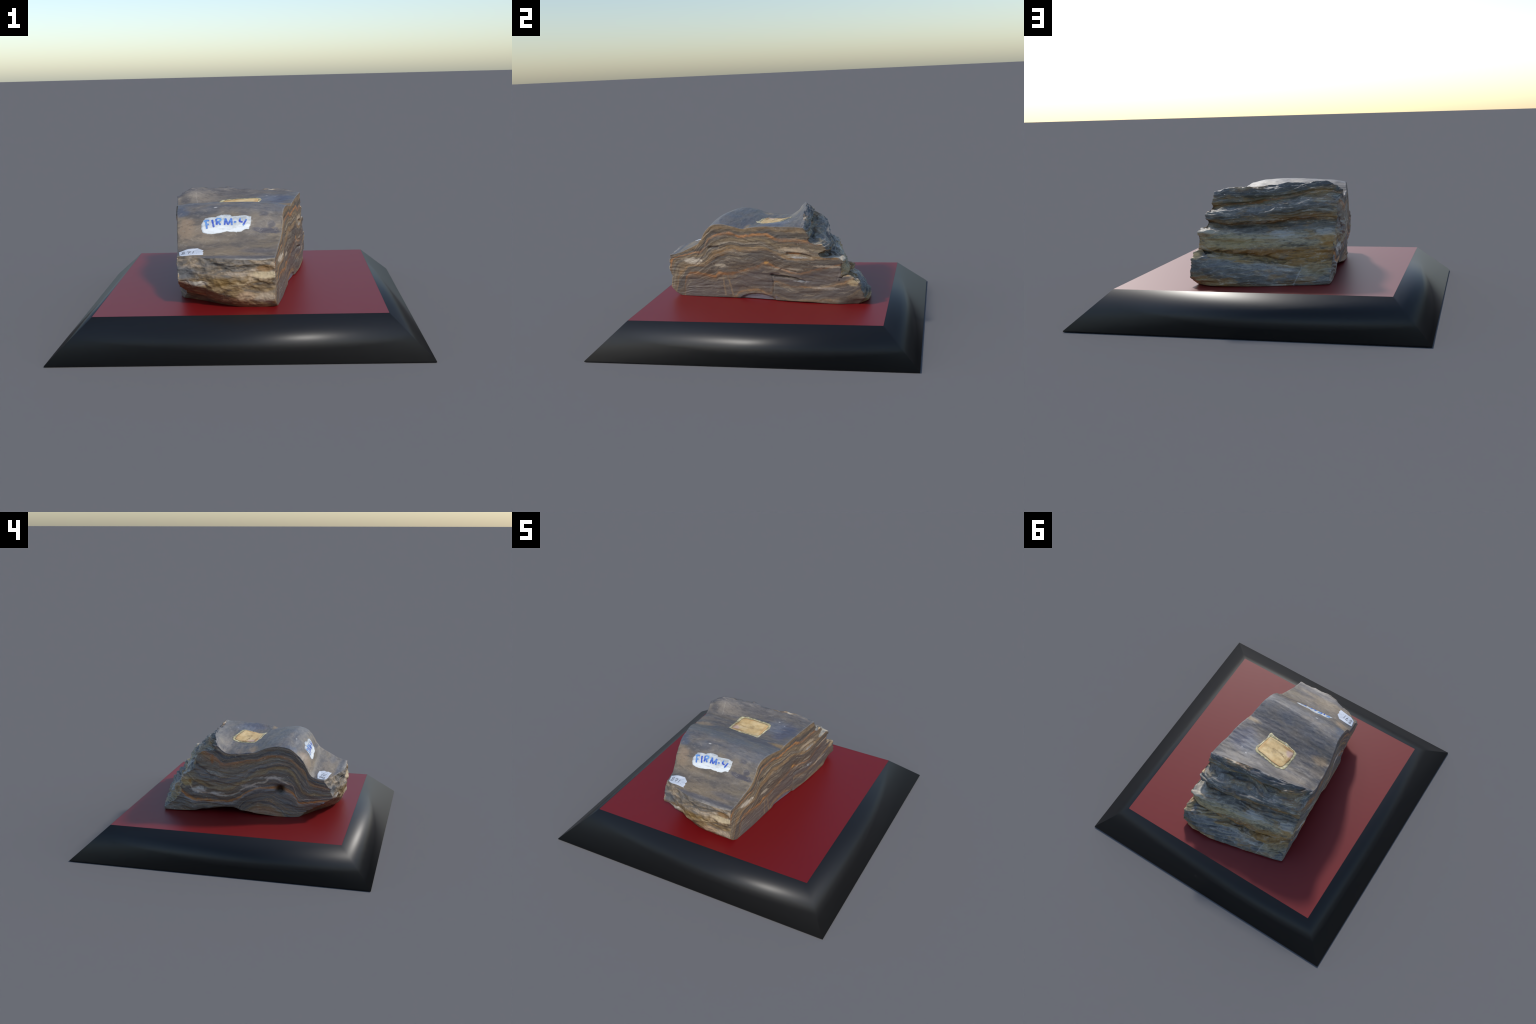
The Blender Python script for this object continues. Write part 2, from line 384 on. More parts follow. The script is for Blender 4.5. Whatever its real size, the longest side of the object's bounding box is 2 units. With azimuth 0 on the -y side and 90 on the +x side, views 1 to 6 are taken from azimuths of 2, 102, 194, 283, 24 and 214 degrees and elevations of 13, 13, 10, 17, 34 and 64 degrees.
LEFT_BEDS = [
    [(-.5, .15), (-.34, .17), (-.314, .206), (-.277, .244), (-.207, .277), (-.152, .276), (-.092, .246), (-.02, .20), (.03, .15), (.6, .15)],
    [(-.70, .345), (-.644, .335), (-.553, .320), (-.49, .314), (-.433, .316), (-.404, .360), (-.348, .406), (-.252, .415), (-.184, .412), (-.071, .375), (.023, .309), (.117, .298), (.286, .291), (.365, .316), (.424, .372), (.55, .40)],
    [(-.70, .36), (-.55, .338), (-.46, .334), (-.43, .338), (-.405, .375), (-.385, .434), (-.348, .446), (-.297, .479), (-.251, .492), (-.184, .452), (-.095, .425), (-.024, .380), (.07, .345), (.131, .351), (.255, .359), (.314, .372), (.352, .444), (.5, .50)],
    [(-.70, .39), (-.55, .375), (-.47, .385), (-.43, .45), (-.39, .51), (-.33, .552), (-.251, .560), (-.183, .527), (-.10, .490), (-.025, .440), (.07, .400), (.14, .392), (.239, .412), (.312, .460), (.45, .55)],
    [(-.70, .425), (-.55, .434), (-.494, .463), (-.47, .530), (-.41, .584), (-.346, .629), (-.273, .646), (-.183, .630), (-.092, .604), (-.048, .596), (.03, .580), (.077, .579), (.147, .622), (.21, .648), (.4, .70)],
    [(-.70, .455), (-.60, .476), (-.549, .490), (-.516, .502), (-.493, .532), (-.455, .605), (-.427, .634), (-.363, .692), (-.272, .707), (-.205, .693), (-.138, .669), (-.025, .652), (.044, .648), (.09, .664), (.127, .691), (.3, .74)],
]

def bed_coordinate(g, beds, wobble, along=None):
    """0 at the foot of the stone, +1/len at each contact; rises through the beds"""
    zz = g.add(g.z, wobble)
    prev, total = None, 0.0
    for pts in beds:
        h = g.add(g.curve(along or g.y, pts), -PLINTH_TOP)
        if prev is None: lo = g.add(h, -0.12)
        else:
            lo = prev; h = g.math("MAXIMUM", h, g.add(prev, .004))
        f = g.math("DIVIDE", g.math("SUBTRACT", zz, lo), g.math("SUBTRACT", h, lo), clamp=True)
        total = f if prev is None else g.add(total, f)
        prev = h
    return g.mul(total, 1 / len(beds))

def cut_face(name, beds, stops, dim=1.0, extra=None, mottle=None):
    mottle = mottle or BROWN_GREY
    gold = srgb(158, 136, 104)
    g = Nodes(name)
    wob = g.math("MULTIPLY_ADD", g.noise((11, 11, 14), 6, .68), .044, -.022)
    wob = g.add(wob, g.math("MULTIPLY_ADD", g.noise((5, 5, 7), 3, .5, offset=(6, 2, 9)), .040, -.020))
    s = bed_coordinate(g, beds, wob)
    fine = g.noise((1, 1, 1), 3, .6, src=g.vec(g.mul(g.y, 3), g.mul(g.x, 1), g.mul(s, 85)))
    col = g.ramp(s, stops)
    # thin laminae inside each bed
    lam = g.step(fine, .38, .62)
    col = g.mix(g.mul(lam, .22), col, gold)
    dk = g.step(g.noise((1, 1, 1), 3, .6, offset=(4, 2, 8), src=g.vec(g.mul(g.y, 4), g.mul(g.x, 1), g.mul(s, 60))), .54, .70)
    col = g.mix(g.mul(dk, .38), col, DARK_BROWN)
    rust = g.step(g.noise((1, 1, 1), 3, .6, offset=(1, 7, 3), src=g.vec(g.mul(g.y, 3.2), g.mul(g.x, 1), g.mul(s, 42))), .58, .72)
    col = g.mix(g.mul(rust, .42), col, srgb(144, 110, 72))
    # pale quartz lenses drawn out along the bedding
    lens = g.step(g.noise((1, 1, 1), 5, .62, offset=(9, 4, 1), src=g.vec(g.mul(g.y, 6), g.mul(g.x, 1), g.mul(s, 30))), .60, .72)
    col = g.mix(g.mul(lens, .45), col, srgb(170, 154, 134))
    # cloudy mottling and specks
    cl = g.noise((14, 14, 22), 7, .70)
    col = g.mix(g.step(cl, .40, .62, 0, .36), col, mottle)
    sp = g.step(g.noise((60, 60, 70), 3, .6), .62, .74)
    col = g.mix(g.mul(sp, .28), col, CREAM)
    gr = g.noise((40, 40, 60), 5, .68, offset=(3, 3, 3))
    col = g.mix(g.step(gr, .5, .68, 0, .45), col, DARK_BROWN)
    if extra: col = extra(g, col, s, g.math("MULTIPLY_ADD", gr, .6, g.mul(cl, .4)))
    bc = g.new("ShaderNodeBrightContrast"); g.link(col, bc.inputs["Color"]); bc.inputs["Contrast"].default_value = .10; bc.inputs["Bright"].default_value = .035
    col = bc.outputs["Color"]
    if dim != 1.0: col = g.mix(1.0, col, (dim * .955, dim * .985, dim * 1.02), "MULTIPLY")
    g.bump(g.add(g.mul(fine, .6), g.noise((70, 70, 90), 4, .65)), .35, .003)
    return g.finish(col, .62, .4)

def right_extra(g, col, s, cl):
    mass = g.step(g.noise((1, 1, 1), 4, .6, offset=(2, 4, 6), src=g.vec(g.mul(g.y, 4.5), g.mul(g.x, 1), g.mul(s, 13))), .47, .60)
    col = g.mix(g.mul(mass, .5), col, srgb(84, 79, 76))
    core = g.mul(g.mul(g.step(s, .165, .20), g.step(s, .325, .285)), g.step(cl, .60, .40, .35, .75))
    col = g.mix(core, col, srgb(98, 88, 84))
    core2 = g.mul(g.mul(g.step(s, .03, .06), g.step(s, .14, .11)), g.mul(g.step(g.y, .04, .10), .55))
    col = g.mix(core2, col, srgb(92, 84, 80))
    vein = g.step(g.noise((1, 1, 1), 6, .66, offset=(6, 1, 3), src=g.vec(g.mul(g.y, 4), g.mul(g.x, 1), g.mul(s, 24))), .56, .66)
    col = g.mix(g.mul(vein, .32), col, srgb(172, 154, 126))
    def lens(c, r, colour, amount=.9): 
        nonlocal col
        col = g.mix(g.mul(g.blob(c, r, .5, 2.0, cl), amount * .75), col, colour)
    lens((.22, -.52, .447), (.2, .062, .017), CREAM)
    lens((.24, -.315, .424), (.2, .040, .012), srgb(186, 170, 146))
    lens((.33, .19, .548), (.2, .085, .014), srgb(196, 172, 142), .8)
    lens((.33, .19, .524), (.2, .050, .006), srgb(150, 92, 40), .8)  # shadow below the pale lens, painted on as dark orange
    lens((.33, .22, .500), (.2, .050, .007), PALE_GREY, .7)
    lens((.33, .40, .446), (.2, .090, .008), srgb(196, 176, 150), .8)
    lens((.33, .15, .420), (.2, .100, .008), srgb(176, 160, 138), .7)
    lens((.33, .23, .343), (.2, .055, .006), PALE_GREY, .7)
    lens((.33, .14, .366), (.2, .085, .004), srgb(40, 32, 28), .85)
    lens((.33, .40, .302), (.2, .080, .007), srgb(186, 174, 160), .6)
    lens((.36, .57, .345), (.2, .030, .018), srgb(206, 180, 134), .8)
    lens((.31, .003, .458), (.2, .014, .009), srgb(190, 138, 70), .8)
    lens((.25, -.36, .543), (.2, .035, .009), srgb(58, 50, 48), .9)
    # the massive grey core at the foot, crossed by two pale veins
    v = g.math("ABSOLUTE", g.add(g.add(g.y, .300), g.math("MULTIPLY_ADD", g.z, .10, g.math("MULTIPLY_ADD", cl, .03, -.02))))
    v2 = g.math("ABSOLUTE", g.add(g.add(g.y, .255), g.math("MULTIPLY_ADD", g.z, .22, g.math("MULTIPLY_ADD", cl, .03, -.03))))
    band = g.mul(g.step(g.z, .165, .13), g.step(g.z, .01, .03))
    lens((.30, -.065, .212), (.2, .10, .026), srgb(108, 102, 114), .9)
    for q in (v, v2): col = g.mix(g.mul(g.mul(g.step(q, .009, .002), band), .5), col, srgb(150, 124, 92))
    return col

def left_extra(g, col, s, cl):
    def lens(c, r, colour, amount=.9):
        nonlocal col
        col = g.mix(g.mul(g.blob(c, r, .5, 2.0, cl), amount * .8), col, colour)
    lens((-.40, .27, .372), (.2, .050, .020), srgb(176, 166, 156), .75)
    lens((-.40, .15, .350), (.2, .050, .014), srgb(170, 160, 150), .7)
    lens((-.40, .36, .425), (.2, .040, .035), srgb(158, 134, 88), .8)
    lens((-.40, .34, .430), (.2, .012, .012), srgb(120, 78, 36), .8)
    lens((-.37, -.09, .420), (.2, .060, .010), srgb(166, 154, 142), .7)
    lens((-.36, -.25, .484), (.2, .080, .008), srgb(156, 140, 128), .8)
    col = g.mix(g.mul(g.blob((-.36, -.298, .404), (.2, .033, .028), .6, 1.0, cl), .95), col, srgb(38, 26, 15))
    thin = g.step(g.noise((1, 1, 1), 4, .66, offset=(7, 7, 2), src=g.vec(g.mul(g.y, 5), g.mul(g.x, 1), g.mul(s, 110))), .54, .66)
    col = g.mix(g.mul(thin, .45), col, srgb(132, 108, 72))
    thin2 = g.step(g.noise((1, 1, 1), 4, .66, offset=(1, 2, 9), src=g.vec(g.mul(g.y, 6), g.mul(g.x, 1), g.mul(s, 120))), .55, .68)
    col = g.mix(g.mul(thin2, .5), col, srgb(44, 42, 44))
    lens((-.40, .17, .600), (.2, .010, .030), srgb(128, 80, 46), .7)
    lens((-.33, -.44, .600), (.10, .030, .10), srgb(176, 150, 126), .0)
    return col

def right_material():
    D1, D2 = srgb(92, 82, 74), srgb(78, 70, 66)
    M = srgb(110, 97, 85)
    return cut_face("sawn_face_brown_banding", RIGHT_BEDS, [
        (.00, srgb(116, 100, 80)), (.125, srgb(98, 88, 80)), (.148, srgb(124, 104, 84)), (.158, srgb(150, 112, 76)), (.172, srgb(112, 98, 86)),
        (.20, D1), (.24, M), (.29, D1), (.315, srgb(120, 96, 76)), (.330, srgb(166, 112, 66)), (.342, srgb(90, 76, 66)),
        (.41, D1), (.455, D2), (.485, srgb(150, 118, 82)), (.505, srgb(122, 102, 80)),
        (.53, srgb(152, 122, 84)), (.56, srgb(118, 100, 80)), (.60, srgb(142, 124, 100)), (.64, srgb(86, 78, 72)), (.67, srgb(166, 150, 128)),
        (.695, srgb(118, 102, 82)), (.74, srgb(140, 120, 92)), (.785, srgb(98, 88, 78)), (.826, srgb(178, 120, 70)), (.842, srgb(150, 108, 76)),
        (.856, srgb(92, 84, 76)), (.88, srgb(76, 71, 66)), (.945, srgb(136, 112, 84)), (.975, srgb(132, 108, 80)), (1.0, srgb(96, 84, 74))], .99, right_extra, srgb(112, 103, 92))

def left_material():
    D = srgb(74, 70, 70)
    return cut_face("sawn_face_dark_banding", LEFT_BEDS, [
        (.00, srgb(120, 98, 82)), (.06, srgb(86, 78, 74)), (.12, srgb(130, 102, 82)), (.160, srgb(122, 94, 70)), (.18, srgb(88, 82, 78)),
        (.25, srgb(82, 78, 76)), (.30, srgb(88, 84, 82)), (.318, srgb(120, 118, 118)), (.328, srgb(158, 108, 64)), (.345, srgb(146, 98, 58)), (.37, D),
        (.46, srgb(80, 76, 78)), (.485, srgb(170, 152, 134)), (.505, srgb(150, 134, 120)), (.525, D), (.56, srgb(92, 86, 80)), (.61, srgb(90, 80, 72)), (.65, srgb(128, 106, 76)), (.672, srgb(116, 98, 74)),
        (.70, srgb(78, 74, 74)), (.73, srgb(108, 102, 98)), (.755, D), (.785, srgb(104, 94, 84)), (.815, srgb(118, 88, 66)), (.832, srgb(140, 92, 62)), (.85, srgb(96, 86, 82)),
        (.88, D), (.92, srgb(64, 62, 66)), (.955, srgb(74, 68, 68)), (.975, srgb(116, 102, 92)), (1.0, srgb(64, 66, 74))], 1.75, left_extra, srgb(96, 92, 88))

def top_material():
    g = Nodes("bedding_surface_slate")
    stre = g.noise((4, 13, 7), 5, .6, warp=.6)
    stre2 = g.noise((7, 30, 16), 5, .62, offset=(3, 1, 5), warp=.4)
    cl = g.noise((9, 9, 9), 5, .6, offset=(7, 2, 2))
    grain = g.noise((26, 62, 50), 6, .70, offset=(6, 6, 2), warp=.6)
    nz = g.math("MULTIPLY_ADD", grain, .55, g.mul(g.noise((14, 26, 22), 4, .6, offset=(2, 9, 4)), .45))
    col = g.ramp(stre, [(.28, srgb(90, 91, 98)), (.42, srgb(110, 110, 114)), (.52, srgb(120, 116, 112)), (.64, srgb(130, 122, 112)), (.78, srgb(148, 134, 112))])
    col = g.mix(g.step(stre2, .50, .68, 0, .55), col, srgb(86, 88, 100))
    col = g.mix(g.step(stre2, .48, .34, 0, .35), col, srgb(146, 140, 132))
    # the front limb and bench are browner, the hump and the back rim bluer
    fr = g.step(g.add(g.y, g.math("MULTIPLY_ADD", cl, .16, -.08)), -.36, -.43)
    brown = g.ramp(g.noise((5, 14, 18), 5, .62, offset=(1, 5, 8), warp=.5), [(.3, srgb(102, 98, 96)), (.45, srgb(122, 114, 105)), (.58, srgb(134, 124, 109)), (.72, srgb(152, 138, 114))])
    col = g.mix(g.mul(fr, .85), col, brown)
    blue = g.mul(g.step(g.y, -.43, -.36), g.step(g.y, -.17, -.27))
    col = g.mix(g.mul(blue, g.step(cl, .3, .65, .1, .5)), col, srgb(114, 122, 136))
    def patch(c, r, colour, amount, wob=.5, soft=.45):
        nonlocal col
        col = g.mix(g.mul(g.blob(c, r, soft, wob * 1.9, nz), amount), col, colour)
    patch((-.30, -.455, .60), (.045, .05, .07), srgb(166, 146, 124), .8)
    patch((-.22, -.47, .57), (.10, .04, .05), srgb(146, 130, 112), .5)
    patch((-.10, -.62, .50), (.22, .07, .05), srgb(150, 134, 112), .5)
    patch((.14, -.455, .585), (.085, .018, .022), srgb(74, 74, 88), .9, .8, .2)
    patch((.17, -.44, .62), (.022, .015, .025), srgb(78, 78, 90), .8, .8, .2)
    patch((.13, -.40, .668), (.028, .02, .02), srgb(82, 84, 98), .7, .8, .3)
    patch((-.05, -.48, .565), (.12, .025, .02), srgb(88, 80, 74), .6)
    patch((-.24, -.40, .665), (.08, .03, .03), srgb(78, 82, 92), .6)
    patch((-.34, -.37, .68), (.045, .05, .03), srgb(84, 98, 122), .7)
    patch((-.05, -.665, .48), (.28, .022, .03), srgb(96, 100, 112), .7)
    patch((.10, -.60, .51), (.09, .02, .03), srgb(96, 98, 108), .55)
    patch((.25, -.13, .68), (.07, .016, .05), srgb(158, 134, 94), .75)
    patch((.10, -.155, .69), (.14, .018, .05), srgb(92, 90, 96), .6)
    patch((-.33, -.10, .665), (.06, .035, .04), srgb(168, 146, 116), .8)
    patch((-.36, -.02, .655), (.05, .05, .04), srgb(140, 128, 114), .5)
    patch((-.26, .12, .70), (.10, .05, .06), srgb(150, 142, 132), .6)
    patch((.22, .03, .69), (.08, .10, .05), srgb(88, 96, 124), .6, .7)
    patch((.14, .07, .69), (.06, .08, .05), srgb(134, 140, 152), .55, .5)
    patch((-.05, .16, .70), (.22, .05, .06), srgb(112, 108, 106), .5)
    patch((-.37, .10, .69), (.03, .03, .03), srgb(72, 74, 84), .6)
    # worn pale rim along the right and front edges
    ex = g.math("SUBTRACT", g.curve(g.math("MINIMUM", g.add(g.mul(g.y, 1.0), 0.0), .6), [(-.75, .182+.02+.1), (-.60, .205+.02+.1), (-.45, .232+.02+.1), (-.38, .242+.02+.1), (0, .312+.02+.1), (.233, .343+.02+.1), (.568, .375+.02+.1)]), g.add(g.x, .1))
    col = g.mix(g.mul(g.step(g.add(ex, g.math("MULTIPLY_ADD", stre2, .03, -.015)), .012, .003), .4), col, srgb(150, 150, 150))
    fy = g.add(g.y, g.math("MULTIPLY_ADD", stre2, .03, -.015))
    col = g.mix(g.mul(g.mul(g.step(fy, -.672, -.69), g.step(g.x, -.12, .0)), .5), col, srgb(186, 182, 176))
    # scratches and chips
    for c, r in (((.137, .129, .689), (.010, .006, .012)), ((-.142, -.366, .70), (.014, .007, .012)), ((.19, .10, .69), (.006, .004, .01))):
        patch(c, r, srgb(208, 208, 208), .9, .3, .25)
    sc = g.math("ABSOLUTE", g.add(g.add(g.x, .255), g.math("MULTIPLY_ADD", g.y, .25, g.math("MULTIPLY_ADD", cl, .08, -.04))))
    col = g.mix(g.mul(g.mul(g.step(sc, .004, .0005), g.mul(g.step(g.y, .05, .09), g.step(g.y, .17, .14))), .35), col, srgb(180, 178, 172))
    sp = g.step(g.noise((60, 90, 60), 3, .6), .66, .76)
    col = g.mix(g.mul(sp, .35), col, srgb(168, 164, 158))
    col = g.mix(g.step(grain, .51, .64, 0, .40), col, srgb(76, 74, 76))
    col = g.mix(g.step(grain, .47, .34, 0, .34), col, srgb(170, 164, 154))
    col = g.mix(1.0, col, (.79, .765, .735), "MULTIPLY")
    g.bump(g.add(stre2, g.mul(grain, .8)), .22, .003)
    return g.finish(col, .5, .5)

BACK_BEDS = [   # heights of the ledge lips and grooves across the back (x, z), base to top
    [(-.41, .284), (-.318, .289), (-.14, .300), (.05, .314), (.245, .347), (.36, .374)],     # lip of the lowest ledge
    [(-.41, .335), (-.318, .328), (-.14, .324), (.05, .357), (.245, .380), (.36, .384)],     # groove
    [(-.41, .474), (-.318, .472), (-.14, .466), (.05, .452), (.245, .486), (.36, .508)],     # lip
    [(-.41, .542), (-.318, .545), (-.14, .535), (.05, .516), (.245, .518), (.36, .527)],     # groove
    [(-.41, .652), (-.318, .662), (-.14, .645), (.05, .606), (.245, .603), (.36, .586)],     # lip
    [(-.41, .674), (-.318, .700), (-.14, .676), (.05, .642), (.245, .620), (.36, .608)],     # groove
    [(-.41, .700), (-.318, .743), (-.14, .738), (.05, .722), (.245, .712), (.36, .692)],     # crest
]

def back_material():
    g = Nodes("weathered_ledges")
    w = g.math("MULTIPLY_ADD", g.noise((6, 6, 9), 6, .64), .05, -.025)
    s = bed_coordinate(g, BACK_BEDS, w, g.x)
    cl = g.noise((7, 8, 14), 6, .62, offset=(2, 6, 1))
    gr = g.noise((26, 22, 80), 5, .68, offset=(1, 4, 4))
    lam = g.noise((1, 1, 1), 5, .64, src=g.vec(g.mul(g.x, 5), g.mul(g.y, 3), g.mul(s, 34)))
    nz = g.mul(g.add(cl, gr), .5)
    k = 1 / 7
    blue, slate, tan, pale, ochre, brown = srgb(106, 109, 110), srgb(84, 84, 80), srgb(152, 136, 102), srgb(164, 162, 150), srgb(142, 110, 60), srgb(98, 74, 44)
    col = g.ramp(s, [(0, srgb(126, 112, 84)), (.25*k, slate), (.6*k, blue), (.93*k, srgb(124, 127, 128)), (1.08*k, tan), (1.7*k, srgb(150, 132, 94)), (1.95*k, brown),
        (2.1*k, ochre), (2.35*k, srgb(146, 120, 78)), (2.6*k, srgb(150, 140, 112)), (2.95*k, pale), (3.1*k, srgb(140, 134, 116)), (3.5*k, srgb(112, 112, 108)), (3.9*k, srgb(84, 78, 66)),
        (4.06*k, srgb(120, 86, 46)), (4.3*k, srgb(116, 102, 76)), (4.5*k, slate), (4.9*k, srgb(116, 119, 120)), (5.2*k, srgb(106, 111, 112)), (5.75*k, srgb(120, 112, 86)), (5.98*k, srgb(142, 96, 46)),
        (6.15*k, srgb(110, 100, 74)), (6.4*k, srgb(88, 90, 86)), (6.8*k, srgb(80, 82, 84)), (1, srgb(96, 100, 106))])
    # ledge colour is broken up by patches of blue-grey crust and ochre stain
    crust = g.step(nz, .47, .58)
    col = g.mix(g.mul(crust, .6), col, g.ramp(lam, [(.3, srgb(70, 71, 70)), (.5, srgb(102, 104, 102)), (.7, srgb(150, 152, 150))]))
    stain = g.step(g.noise((5, 5, 16), 6, .66, offset=(8, 3, 2)), .50, .62)
    col = g.mix(g.mul(stain, .55), col, g.ramp(lam, [(.3, srgb(110, 82, 44)), (.5, srgb(146, 118, 72)), (.7, srgb(172, 152, 108))]))
    streak = g.step(lam, .54, .68)
    col = g.mix(g.mul(streak, .5), col, srgb(176, 178, 172))
    col = g.mix(g.mul(g.step(lam, .44, .30), .55), col, srgb(66, 64, 60))
    def patch(c, r, colour, amount, wob=.9, soft=.4):
        nonlocal col
        col = g.mix(g.mul(g.blob(c, r, soft, wob, nz), amount), col, colour)
    patch((-.38, .37, .43), (.05, .07, .04), srgb(164, 132, 74), .6, 1.4)
    patch((-.34, .35, .478), (.06, .06, .016), srgb(176, 180, 184), .45, 1.6)
    patch((-.12, .42, .472), (.07, .06, .013), srgb(176, 180, 184), .45, 1.6)
    patch((.16, .50, .43), (.20, .07, .045), srgb(164, 154, 120), .7)
    patch((.0, .50, .375), (.24, .07, .018), srgb(128, 92, 42), .7)
    patch((-.30, .50, .34), (.14, .07, .03), srgb(142, 112, 62), .6)
    patch((.36, .58, .36), (.03, .04, .02), srgb(222, 198, 150), .8)
    patch((.36, .36, .60), (.03, .04, .016), srgb(206, 184, 142), .7)
    patch((.37, .62, .215), (.06, .06, .016), srgb(150, 112, 62), .7)
    patch((-.30, .50, .27), (.09, .07, .035), srgb(152, 146, 122), .6)
    vein = g.math("ABSOLUTE", g.add(g.add(g.x, .195), g.math("MULTIPLY_ADD", g.z, .25, g.math("MULTIPLY_ADD", nz, .06, -.03))))
    col = g.mix(g.mul(g.mul(g.step(vein, .006, .001), g.step(g.z, .12, .08)), .4), col, srgb(176, 180, 184))
    col = g.mix(g.step(gr, .52, .70, 0, .5), col, srgb(62, 58, 52))
    col = g.mix(g.step(gr, .46, .30, 0, .45), col, srgb(190, 188, 178))
    col = g.mix(1.0, col, (1.44, 1.29, 1.16), "MULTIPLY")
    g.bump(g.add(g.mul(lam, 1.0), gr), .75, .006)
    return g.finish(col, .55, .5)

def front_material():
    g = Nodes("broken_face_ochre")
    cl = g.noise((9, 9, 11), 6, .65)
    lam = g.noise((6, 6, 20), 6, .65, offset=(3, 3, 1), warp=1.0)
    col = g.ramp(lam, [(.28, srgb(88, 76, 62)), (.42, srgb(122, 102, 74)), (.52, srgb(144, 122, 88)), (.62, srgb(166, 146, 114)), (.76, srgb(196, 178, 148))])
    grey = g.step(g.noise((8, 8, 16), 5, .6, offset=(8, 1, 4)), .50, .62)
    col = g.mix(g.mul(grey, .6), col, srgb(104, 106, 108))
    up = g.step(g.add(g.z, g.math("MULTIPLY_ADD", cl, .12, -.06)), .165, .215)
    upc = g.ramp(g.noise((9, 9, 34), 6, .66, offset=(1, 0, 6), warp=.8), [(.3, srgb(84, 84, 88)), (.45, srgb(116, 114, 112)), (.55, srgb(136, 124, 108)), (.64, srgb(172, 160, 146)), (.76, srgb(204, 196, 184))])
    col = g.mix(g.mul(up, .85), col, upc)
    cr = g.step(g.noise((11, 11, 15), 5, .6, offset=(5, 5, 5)), .56, .66)
    col = g.mix(g.mul(cr, .55), col, srgb(196, 176, 150))
    def patch(c, r, colour, amount, wob=.7, soft=.35):
        nonlocal col
        col = g.mix(g.mul(g.blob(c, r, soft, wob, cl), amount), col, colour)
    # grey knob on the left, white band under it, brown stain and smooth red sole
    patch((-.31, -.64, .40), (.07, .06, .04), srgb(104, 110, 118), .85)
    patch((-.26, -.66, .345), (.09, .06, .014), srgb(192, 188, 182), .75, 1.6)
    patch((.15, -.69, .395), (.07, .05, .018), srgb(206, 190, 158), .8)
    patch((.14, -.69, .43), (.05, .04, .018), srgb(140, 104, 52), .7)
    patch((-.07, -.68, .36), (.10, .05, .03), srgb(134, 108, 60), .7)
    patch((.03, -.68, .27), (.05, .05, .03), srgb(188, 164, 138), .8)
    patch((.14, -.69, .265), (.06, .05, .03), srgb(182, 168, 150), .8)
    patch((.13, -.685, .32), (.08, .05, .02), srgb(132, 108, 70), .6)
    sole = g.step(g.add(g.math("MULTIPLY_ADD", g.x, .33, g.z), g.math("MULTIPLY_ADD", cl, .05, -.025)), .068, .048)
    solec = g.ramp(lam, [(.3, srgb(96, 62, 46)), (.5, srgb(124, 84, 62)), (.65, srgb(142, 112, 78)), (.8, srgb(150, 128, 98))])
    col = g.mix(g.mul(sole, .85), col, solec)
    patch((-.24, -.57, .265), (.07, .05, .014), srgb(166, 108, 74), .7, .4)
    patch((-.36, -.42, .225), (.06, .12, .03), srgb(128, 128, 116), .8)
    dark = g.step(g.noise((14, 14, 22), 5, .6, offset=(3, 9, 2)), .58, .68)
    col = g.mix(g.mul(dark, .45), col, srgb(70, 62, 56))
    col = g.mix(1.0, col, (.80, .765, .72), "MULTIPLY")
    g.bump(g.add(lam, g.noise((50, 50, 60), 5, .65)), .35, .004)
    return g.finish(col, .65, .4)

def under_material():
    g = Nodes("underside_stone")
    cl = g.noise((8, 8, 8), 5, .6)
    col = g.ramp(cl, [(.3, srgb(92, 80, 76)), (.5, srgb(112, 102, 98)), (.7, srgb(122, 120, 130))])
    g.bump(cl, .3, .005)
    return g.finish(col, .7, .4)

def plain(name, colour, rough, spec=.5):
    g = Nodes(name); return g.finish(colour, rough, spec)

# ---------------------------------------------------------------- plinth
def build_plinth():
    root = bpy.data.objects.new("display_plinth", None); bpy.context.scene.collection.objects.link(root)
    root["label"] = "low square black plinth with sloping sides and a red top panel"
    root["category"] = "display base"
    a, b = PLINTH_HALF, PANEL_HALF
    ring = lambda h, z: [(-h, -h, z), (h, -h, z), (h, h, z), (-h, h, z)]
    black = plain("black_lacquer", srgb(22, 22, 23), .42)
    red = plain("red_lacquer", srgb(118, 13, 17), .44)
    # frame: under-face, low upright lip, sloping bevel up to the rim of the panel, inner wall
    rings = [ring(a, 0.0), ring(a, LIP), ring(b, PLINTH_TOP), ring(b, PLINTH_TOP - .02), ring(b, 0.0)]
    verts = [v for r in rings for v in r]; faces = []
    for r in range(4):
        for i in range(4):
            j = (i + 1) % 4
            faces.append((4*r + i, 4*r + j, 4*r + 4 + j, 4*r + 4 + i))
    for i in range(4):
        j = (i + 1) % 4; faces.append((i, 16 + i, 16 + j, j))
    frame = mesh_object("frame", verts, faces, [black], root)
    # the lacquer rolls softly from the level rim to the upright foot: shade the bevel that way
    nrm = []
    for p in frame.data.polygons:
        for li in p.loop_indices:
            v = frame.data.loops[li].vertex_index; r = v // 4
            o = Vector((math.copysign(1, verts[v][0]), math.copysign(1, verts[v][1]), 0))
            if r == 2 and p.index // 4 == 1: n = Vector((o.x * .285, o.y * .285, .91))
            elif r <= 1 and p.index // 4 <= 1: n = Vector((o.x * .65, o.y * .65, -.40))
            else: n = p.normal
            nrm.append(Vector(n).normalized())
    frame.data.normals_split_custom_set(nrm)
    t = PLINTH_TOP
    panel = mesh_object("panel", ring(b - .0005, t - .02) + ring(b - .0005, t), [(3, 2, 1, 0), (4, 5, 6, 7)] + [(i, (i+1) % 4, 4 + (i+1) % 4, 4 + i) for i in range(4)], [red], root, smooth_shade=False)
    return root

